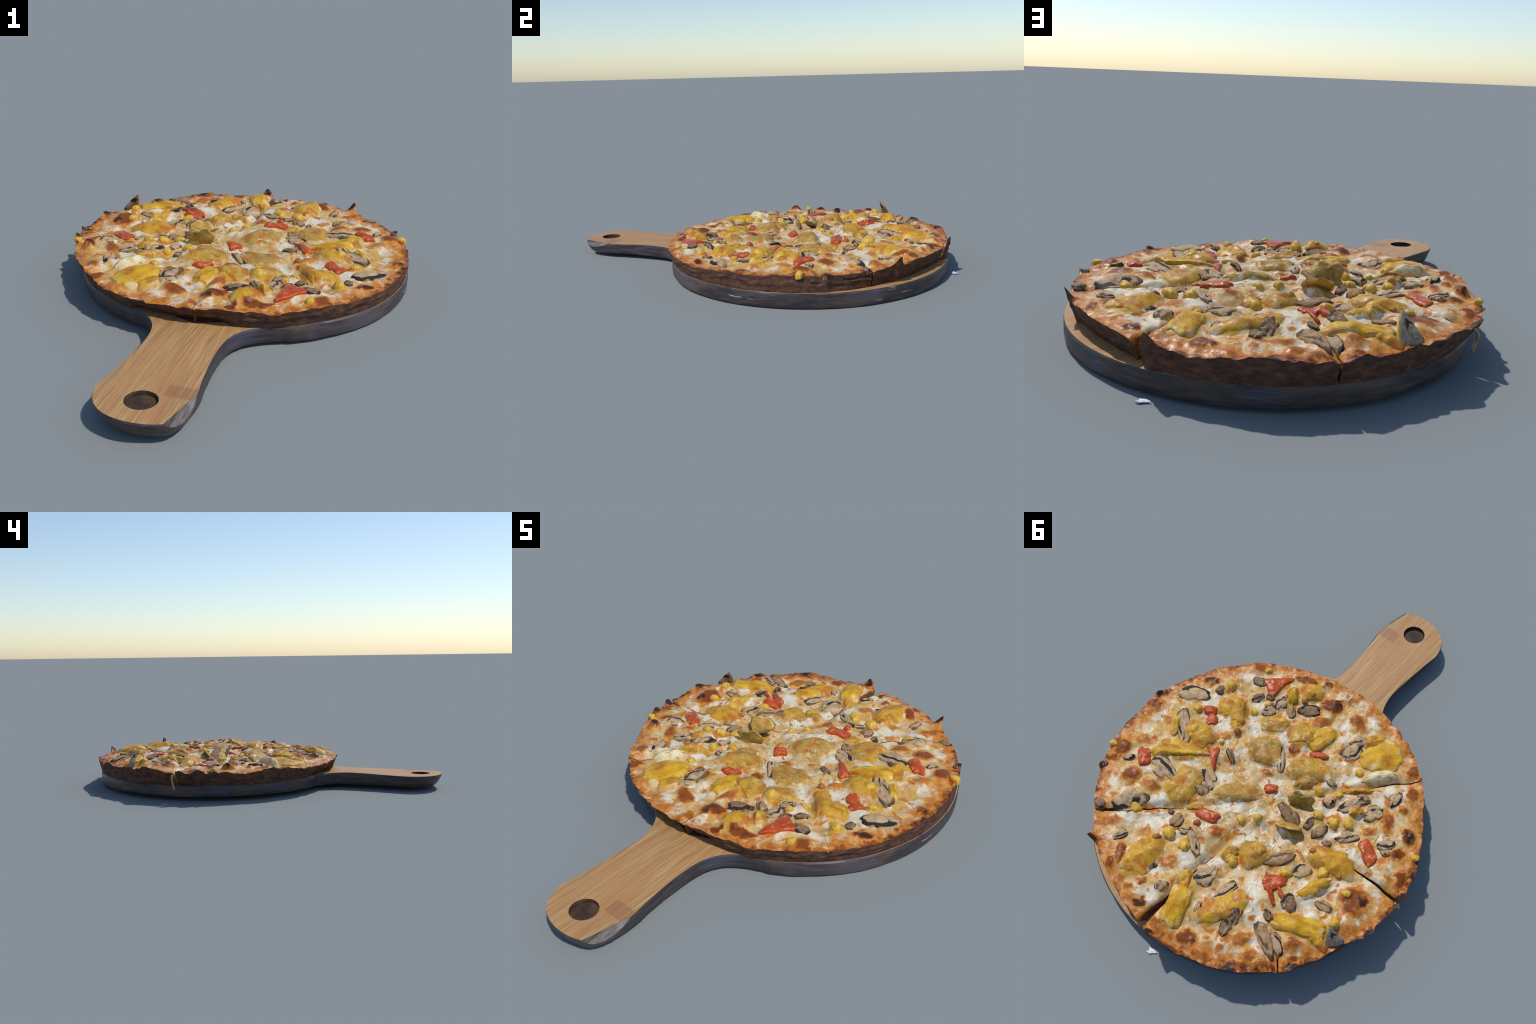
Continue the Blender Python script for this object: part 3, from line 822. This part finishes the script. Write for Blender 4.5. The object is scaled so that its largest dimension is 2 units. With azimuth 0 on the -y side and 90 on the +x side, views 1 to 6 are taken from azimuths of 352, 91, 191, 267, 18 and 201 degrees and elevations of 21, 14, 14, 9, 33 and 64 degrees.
def build_slice(k):
    a0, a1 = math.radians(CUT_ANGLES[k]), math.radians(CUT_ANGLES[(k + 1) % 8] + (360 if k == 7 else 0))
    nt, ns = 130, 150
    t = np.linspace(0, 1, nt)
    ang = a0 + (a1 - a0) * t
    rho = rim_reach(ang)
    s = np.linspace(0.0003, 1, ns) ** 0.85
    S, T = np.meshgrid(s, t)                      # rows follow the arc, columns run outward
    R = S * rho[:, None]
    X = CUT[0] + R * np.cos(ang)[:, None]
    Y = CUT[1] + R * np.sin(ang)[:, None]
    for (aa, gaps, side, ww) in ((a0, CUT_GAPS[k], 1, (1 - T) ** 3), (a1, CUT_GAPS[(k + 1) % 8], -1, T ** 3)):
        g = np.interp(S, [.40, .62, .86, 1], gaps) * ww
        g = g * (1 + 0.5 * fbm(S * 0.7, T * 0, 14, 2, 40 + k))
        cut_id = k if side == 1 else (k + 1) % 8
        sway = 0.010 * fbm(S * 0.7, S * 0 + cut_id * 5.3, 9, 2, 33) * ww * smooth(0, 0.2, S)
        X += -math.sin(aa) * (side * g + sway)
        Y += math.cos(aa) * (side * g + sway)
    Z = pizza_height(X, Y)
    # ragged, slightly lifted rim with scorched flaps
    deg = np.degrees(np.arctan2(Y - PIZZA[1], X - PIZZA[0]))
    rr = 0.726 * np.radians(deg)
    last = smooth(0.955, 1.0, S)
    wild = 0.35 + 0.65 * smooth(60, 110, np.abs(deg))
    lift = 0.016 * wild * (fbm(rr, rr * 0, 13, 3, 60) + 0.25 * noise2(rr * 60, rr * 0, 66))
    push = 0.010 * (0.3 + 0.7 * wild) * fbm(rr, rr * 0, 22, 3, 70)
    tight = smooth(0.93, 1.0, S)
    for (fa, fw, fo, fu) in FLAPS:
        e = np.abs((deg - fa + 180) % 360 - 180) / fw
        e = np.exp(-e * e * 1.2)
        lift = lift + fu * e
        push = push + fo * e
    Z = Z + last ** 2 * lift
    X = X + tight * push * np.cos(np.radians(deg))
    Y = Y + tight * push * np.sin(np.radians(deg))
    # soften the upper edge along open cuts
    for gaps, ww in ((CUT_GAPS[k], T), (CUT_GAPS[(k + 1) % 8], 1 - T)):
        w_m = ww * R * (a1 - a0)
        Z = Z - (0.0008 + 0.40 * np.interp(S, [.40, .62, .86, 1], gaps)) * np.exp(-(w_m / 0.006) ** 2)
    verts = np.stack([X, Y, Z], -1).reshape(-1, 3)
    faces, mat = [], []
    for i in range(nt - 1):
        for j in range(ns - 1):
            a = i * ns + j
            faces.append((a, a + 1, a + ns + 1, a + ns))
            mat.append(0)
    # boundary loop: out along the first cut, round the rim, back along the second
    loop = [j for j in range(ns)] + [i * ns + ns - 1 for i in range(1, nt)] + [(nt - 1) * ns + j for j in range(ns - 2, -1, -1)] + [i * ns for i in range(nt - 2, 0, -1)]
    kind = [2] * (ns - 1) + [1] * (nt - 1) + [2] * (ns - 1) + [2] * (nt - 1)
    rim_w = np.array([smooth(0.97, 1.0, S.reshape(-1)[v]) for v in loop])
    P = verts[loop]
    rel = P[:, :2] - PIZZA
    rlen = np.linalg.norm(rel, axis=1)
    pdeg = np.degrees(np.arctan2(rel[:, 1], rel[:, 0]))
    inset = (0.012 + 0.024 * smooth(20, 30, pdeg) * smooth(75, 62, pdeg) + 0.050 * smooth(-140, -130, pdeg) * smooth(-95, -103, pdeg)) * rim_w
    foot = P[:, :2] - rel / rlen[:, None] * inset[:, None]
    fb = foot - BOARD
    fl = np.linalg.norm(fb, axis=1)
    edge_r = periodic(DISC, np.degrees(np.arctan2(fb[:, 1], fb[:, 0])))
    reach = smooth(-75, -50, pdeg) * smooth(22, -8, pdeg) * rim_w * 0.9
    foot = foot + fb / fl[:, None] * (np.maximum(0, edge_r - 0.005 - fl) * reach)[:, None]
    fb = foot - BOARD
    fl = np.linalg.norm(fb, axis=1)
    over = np.minimum(1, (periodic(DISC, np.degrees(np.arctan2(fb[:, 1], fb[:, 0]))) - 0.004) / fl)
    foot = BOARD + fb * over[:, None]
    fz = board_top(foot[:, 0], foot[:, 1]) + 0.0012
    arc = np.degrees(np.arctan2(rel[:, 1], rel[:, 0])) * 0.0127
    rows = [loop]
    allv = [verts]
    base = len(verts)
    rows_n = 9
    for q in range(1, rows_n + 1):
        f = q / rows_n
        bulge = 0.010 * math.sin(math.pi * f) * fbm(arc, arc * 0 + f, 12, 3, 80)
        hx = f ** 1.15
        xy = P[:, :2] * (1 - hx) + foot * hx + (rel / rlen[:, None]) * (bulge * rim_w)[:, None]
        z = P[:, 2] * (1 - f) + fz * f
        allv.append(np.column_stack([xy, z]))
        rows.append([base + i for i in range(len(loop))])
        base += len(loop)
    n = len(loop)
    for ra, rb in zip(rows[:-1], rows[1:]):
        for i in range(n):
            faces.append((ra[i], rb[i], rb[(i + 1) % n], ra[(i + 1) % n]))
            mat.append(kind[i])
    faces.append(tuple(rows[-1][::-1]))
    mat.append(1)
    ob = new_object("pizza_slice", np.concatenate(allv), faces, pizza, (M_CHEESE, M_SIDE, M_CRUMB))
    me = ob.data
    me.polygons.foreach_set("material_index", mat)
    bm = bmesh.new()
    bm.from_mesh(me)
    bmesh.ops.recalc_face_normals(bm, faces=bm.faces[:])
    bm.to_mesh(me)
    bm.free()
    me.set_sharp_from_angle(angle=math.radians(55))


for k in range(8):
    build_slice(k)


# ------------------------------------------------------------------ toppings
def outline_radius(cut, phi, seed):
    """Half-size contour of a topping in unit coordinates."""
    c, s = np.cos(phi), np.sin(phi)
    if cut == "slab":
        r = 1 / (np.abs(c) ** 5 + np.abs(s) ** 5) ** (1 / 5) * 0.88
    elif cut == "strip":
        r = 1 / (np.abs(c) ** 2.6 + np.abs(s) ** 3) ** (1 / 2.8)
    elif cut in ("tri", "wedge"):
        k = 2.0943951
        a = np.mod(phi, k) - k / 2
        r = 0.56 / np.cos(a)
        r = np.minimum(r, 0.98) * 1.05
    elif cut == "slice":
        # mushroom: wide cap on one side, narrower stem on the other
        r = 1.0 - 0.42 * np.exp(-((np.abs(phi - 1.5 * math.pi) - 0.80) / 0.32) ** 2)
    elif cut == "lobed":
        tipa = np.abs((phi + math.pi) % (2 * math.pi) - math.pi)
        r = 1 / (np.abs(c) ** 3 + np.abs(s) ** 3) ** (1 / 3) * (1 - 0.24 * np.exp(-(tipa / 0.22) ** 2)) * (1 - 0.3 * smooth(1.6, 3.1, tipa))
    elif cut == "ring":
        r = 1.0 - 0.22 * np.exp(-((phi - 1.5 * math.pi) / 0.5) ** 2)
    else:
        r = np.ones_like(phi)
    wob = 0.14 * np.sin(2 * phi + seed) + 0.09 * np.sin(3 * phi + seed * 2.3) + 0.06 * np.sin(5 * phi + seed * 5.1) + 0.045 * np.sin(8 * phi + seed * 3.7) + 0.03 * np.sin(13 * phi + seed)
    return r * (1 + wob * (0.5 if cut in ("slab", "tri", "wedge") else 0.8))


def topping(name, cx, cy, l, w, deg, cut, mat, thick, lift, seed, dome=4.0, lumps=0.3, tilt=0.0, sink=0.012, melt=0.0, own_space=True):
    """A topping that drapes over the cheese: contour rings from the middle outward, then down its side."""
    seg, ring = 56, 12
    phi = np.linspace(0, 2 * math.pi, seg, endpoint=False)
    rad = outline_radius(cut, phi, seed)
    c, s = math.cos(math.radians(deg)), math.sin(math.radians(deg))
    qs = list(np.linspace(0, 1, ring) ** 0.8)
    ux, uy, top = [], [], []
    for q in qs[1:]:
        ux.append(rad * q * np.cos(phi)); uy.append(rad * q * np.sin(phi)); top.append(np.full(seg, q))
    for q, d in ((1.01, -0.5), (0.99, -1.0)):
        ux.append(rad * q * np.cos(phi)); uy.append(rad * q * np.sin(phi)); top.append(np.full(seg, d))
    UX = np.concatenate([[0.0]] + ux); UY = np.concatenate([[0.0]] + uy); Q = np.concatenate([[0.0]] + top)
    lx, ly = UX * l / 2, UY * w / 2
    wx, wy = cx + c * lx - s * ly, cy + s * lx + c * ly
    h0 = pizza_height(wx, wy)
    mean = float(np.mean(h0[Q >= 0]))
    h = 0.45 * h0 + 0.55 * (mean + 0.5 * (pizza_base(wx, wy) - float(pizza_base(np.array(cx), np.array(cy)))))
    q = np.clip(Q, 0, 1)
    h = h + (h0 - h) * smooth(0.35, 1.0, q) * max(melt, 0.5)
    h = np.maximum(h, h0 - 0.001)
    prof = np.maximum(0, 1 - q ** dome) ** 0.6
    freq = 2.6 / max(l, w)
    bump = fbm(wx + seed, wy, freq, 3, 90 + int(seed * 7) % 50) * lumps
    rim_h = melt * 0.5
    z = h + lift + thick * ((0.35 - rim_h) + (0.65 + rim_h) * prof + bump * (1 - melt * q ** 3)) + tilt * UY * w / 2 * (1 - melt * q ** 2)
    z = np.where(q > 0.999, h0 + (thick * 0.3 + lift) * (1 - melt) - 0.003 * melt, z)
    rim_z = z[Q == 1.0] - 0.004
    z[Q == -0.5] = np.minimum(rim_z, h0[Q == -0.5] + 0.001)
    z = np.where(Q == -1.0, h0 - sink, z)
    zc = float(h0[0])
    verts = np.column_stack([UX, UY, z - zc]) if own_space else np.column_stack([wx, wy, z])
    faces = [(0, 1 + i, 1 + (i + 1) % seg) for i in range(seg)]
    rows = ring - 1 + 2
    for r_ in range(rows - 1):
        a, b = 1 + r_ * seg, 1 + (r_ + 1) * seg
        for i in range(seg):
            faces.append((a + i, b + i, b + (i + 1) % seg, a + (i + 1) % seg))
    a = 1 + (rows - 1) * seg
    faces.append(tuple(a + i for i in range(seg))[::-1])
    ob = new_object(name, verts, faces, pizza, (mat,))
    if own_space:
        ob.location = (cx, cy, zc)
        ob.rotation_euler = (0, 0, math.radians(deg))
        ob.scale = (l / 2, w / 2, 1)
    return ob


CRISP = {0, 1, 11, 14, 22, 30}             # chips with a clean, uncovered edge
for i, (x, y, l, w, deg, cut) in enumerate(CHIPS):
    r = rng.random()
    if cut == "pale":
        topping("cheese_lump", x, y, l, w, deg, "oval", M_PALE, 0.014, 0.002, i * 1.7, 2.0, 0.6, melt=0.9)
    elif i in CRISP:
        topping("tortilla_chip", x, y, l * 1.08, w * 1.12, deg, cut, M_CHIP_BRIGHT, 0.010, 0.001, i * 1.7, 4.0, 0.8,
                tilt=rng.uniform(-.12, .12), melt=0.35)
    else:
        topping("tortilla_chip", x, y, l * 1.16, w * 1.18, deg, cut, M_CHEESE, 0.011, 0.0005, i * 1.7, 3.0, 1.0,
                tilt=rng.uniform(-.12, .12), melt=1.0, own_space=False)
for i, (x, y, l, w, deg, cut) in enumerate(TOMATOES):
    k = 1.25 if cut == "wedge" else 1.08
    topping("tomato_piece", x, y, l * k, w * k, deg, cut, M_TOMATO, 0.009, 0.0015, i * 2.1 + .4, 4.0, 0.35)
for i, (x, y, l, w, deg, cut) in enumerate(MUSHROOMS):
    mat = {"slice": M_SLICE, "strip": M_SLICE, "cap": M_CAP, "dark": M_DARK, "ring": M_PALE_MUSH}[cut]
    if rng.random() < 0.5:
        deg += 180
    topping("mushroom_piece", x, y, l * 1.12, w * 1.16, deg, cut, mat, 0.0052, 0.001, i * 1.3 + .7, 8.0, 0.9, tilt=rng.uniform(-.25, .25), melt=rng.choice((.45, .7, .95)))
for i, (x, y, r) in enumerate(CORN):
    toasted = i == 26 or i >= 28
    topping("cheese_bubble" if toasted else "corn_kernel", x, y, 2.1 * r, 1.75 * r, rng.uniform(0, 180), "oval", M_BUBBLE if toasted else M_CORN, min(.026, 0.75 * r), 0.0, i * 2.7, 2.0, 0.1, melt=0.4)


def upright(name, base, tip, width, thick, side, cut, mat, seed, curl=0.0):
    """A topping that stands on edge: a rounded slice between base and tip."""
    base, tip, side = Vector(base), Vector(tip), Vector(side)
    ax = (tip - base) / 2
    nz = ax.cross(side).normalized()
    sd = nz.cross(ax).normalized() * (width / 2)
    seg, ring = 40, 9
    phi = np.linspace(0, 2 * math.pi, seg, endpoint=False)
    rad = outline_radius(cut, phi, seed)
    verts, faces = [], []
    for sgn in (1, -1):
        verts.append((0, 0, sgn))
        for q in np.linspace(0, 1, ring)[1:]:
            for i in range(seg):
                x, y = rad[i] * q * math.cos(phi[i]), rad[i] * q * math.sin(phi[i])
                prof = (max(0, 1 - q ** 4)) ** 0.5 * (0.8 + 0.5 * math.sin(4 * x + seed) * math.sin(3 * y))
                verts.append((x, y, sgn * prof + curl * (x * x + 0.6 * y * y)))
    half = len(verts) // 2
    for k, off in enumerate((0, half)):
        for i in range(seg):
            f = (off, off + 1 + i, off + 1 + (i + 1) % seg)
            faces.append(f if k == 0 else f[::-1])
        for r_ in range(ring - 2):
            a, b = off + 1 + r_ * seg, off + 1 + (r_ + 1) * seg
            for i in range(seg):
                f = (a + i, b + i, b + (i + 1) % seg, a + (i + 1) % seg)
                faces.append(f if k == 0 else f[::-1])
    bm = bmesh.new()
    vs = [bm.verts.new(v) for v in verts]
    for f in faces:
        bm.faces.new([vs[i] for i in f])
    bmesh.ops.remove_doubles(bm, verts=bm.verts[:], dist=1e-4)
    me = bpy.data.meshes.new(name)
    bm.to_mesh(me)
    bm.free()
    me.polygons.foreach_set("use_smooth", [True] * len(me.polygons))
    me.materials.append(mat)
    ob = bpy.data.objects.new(name, me)
    ob.parent = pizza
    nz = nz * (thick / 2)
    ob.matrix_world = Matrix(((ax.x, sd.x, nz.x, (base.x + tip.x) / 2), (ax.y, sd.y, nz.y, (base.y + tip.y) / 2),
                              (ax.z, sd.z, nz.z, (base.z + tip.z) / 2), (0, 0, 0, 1)))
    bpy.context.scene.collection.objects.link(ob)
    return ob


# mushroom slices that stand up: one at the back rim, one in the folded chip
upright("mushroom_piece", (-0.522, 0.764, 0.138), (-0.474, 0.706, 0.252), 0.098, 0.013, (-0.8, -0.45, 0), "wedge", M_STAND, 2.2, 0.9)
upright("mushroom_piece", (-0.215, 0.318, 0.150), (-0.113, 0.256, 0.214), 0.058, 0.010, (-0.4, -0.75, 0), "oval", M_CAP, 3.4, 0.3)
upright("mushroom_piece", (-0.068, 0.825, 0.150), (-0.100, 0.745, 0.195), 0.060, 0.012, (0.8, 0.2, 0), "oval", M_CAP, 0.6, 0.2)


# a chip that broke into two leaves standing in a V
upright("tortilla_chip", (-0.192, 0.238, 0.130), (-0.196, 0.196, 0.240), 0.128, 0.018, (1, 0, 0), "lobed", M_CHIP_OLIVE, 1.2, -0.4)
upright("tortilla_chip", (-0.180, 0.300, 0.135), (-0.165, 0.362, 0.222), 0.120, 0.014, (1, 0.1, 0), "lobed", M_CHIP, 2.9, 0.4)

# corn that hangs on the rim
upright("corn_kernel", (-0.700, 0.296, 0.150), (-0.735, 0.296, 0.178), 0.036, 0.026, (0, 1, 0), "oval", M_CORN, 1.0)

# strings of cheese that ran down the crust
def cheese_string(points, radius):
    cu = bpy.data.curves.new("cheese_string", "CURVE")
    cu.dimensions = "3D"
    sp = cu.splines.new("NURBS")
    sp.points.add(len(points) - 1)
    for p, (x, y, z) in zip(sp.points, points):
        p.co = (x, y, z, 1)
    sp.use_endpoint_u = True
    sp.order_u = 3
    cu.bevel_depth = radius
    cu.use_fill_caps = True
    tmp = bpy.data.objects.new("cheese_string", cu)
    bpy.context.scene.collection.objects.link(tmp)
    me = bpy.data.meshes.new_from_object(tmp.evaluated_get(bpy.context.evaluated_depsgraph_get()))
    bpy.data.objects.remove(tmp)
    ob = bpy.data.objects.new("cheese_string", me)
    me.materials.clear()
    me.materials.append(M_STRING)
    me.polygons.foreach_set("use_smooth", [True] * len(me.polygons))
    ob.parent = pizza
    bpy.context.scene.collection.objects.link(ob)


ms = Mat("dried_cheese_string", 0.5, 0.3)
M_STRING = ms.done(ms.ramp(ms.noise(30, 3), [(0.35, (0.30, 0.19, 0.09)), (0.65, (0.52, 0.38, 0.20))]))
cheese_string([(-0.690, 0.505, .150), (-0.715, 0.512, .135), (-0.708, 0.507, .105), (-0.700, 0.500, .066)], 0.0055)

# ------------------------------------------------------------------ a scrap of paper by the board
mp = Mat("white_paper", 0.7, 0.2)
M_PAPER = mp.done(mp.ramp(mp.noise(40, 3), [(0.4, (0.62, 0.66, 0.75)), (0.6, (0.74, 0.77, 0.83))]))
SCRAP = [(.185, .985), (.205, .974), (.226, .972), (.222, .984), (.232, .993), (.215, .998), (.200, .990)]
n = len(SCRAP)
sv = [(x - .206, y - .985, .006 + .006 * math.sin(40 * x + 60 * y)) for x, y in SCRAP] + [(x - .206, y - .985, .0) for x, y in SCRAP]
sf = [tuple(range(n)), tuple(range(2 * n - 1, n - 1, -1))] + [(i, i + n, (i + 1) % n + n, (i + 1) % n) for i in range(n)]
sc = new_object("paper_scrap", sv, sf, None, (M_PAPER,), False)
sc.location = (.206, .985, .001)
sc["label"] = "tiny torn scrap of white paper"
sc["category"] = "paper scrap"
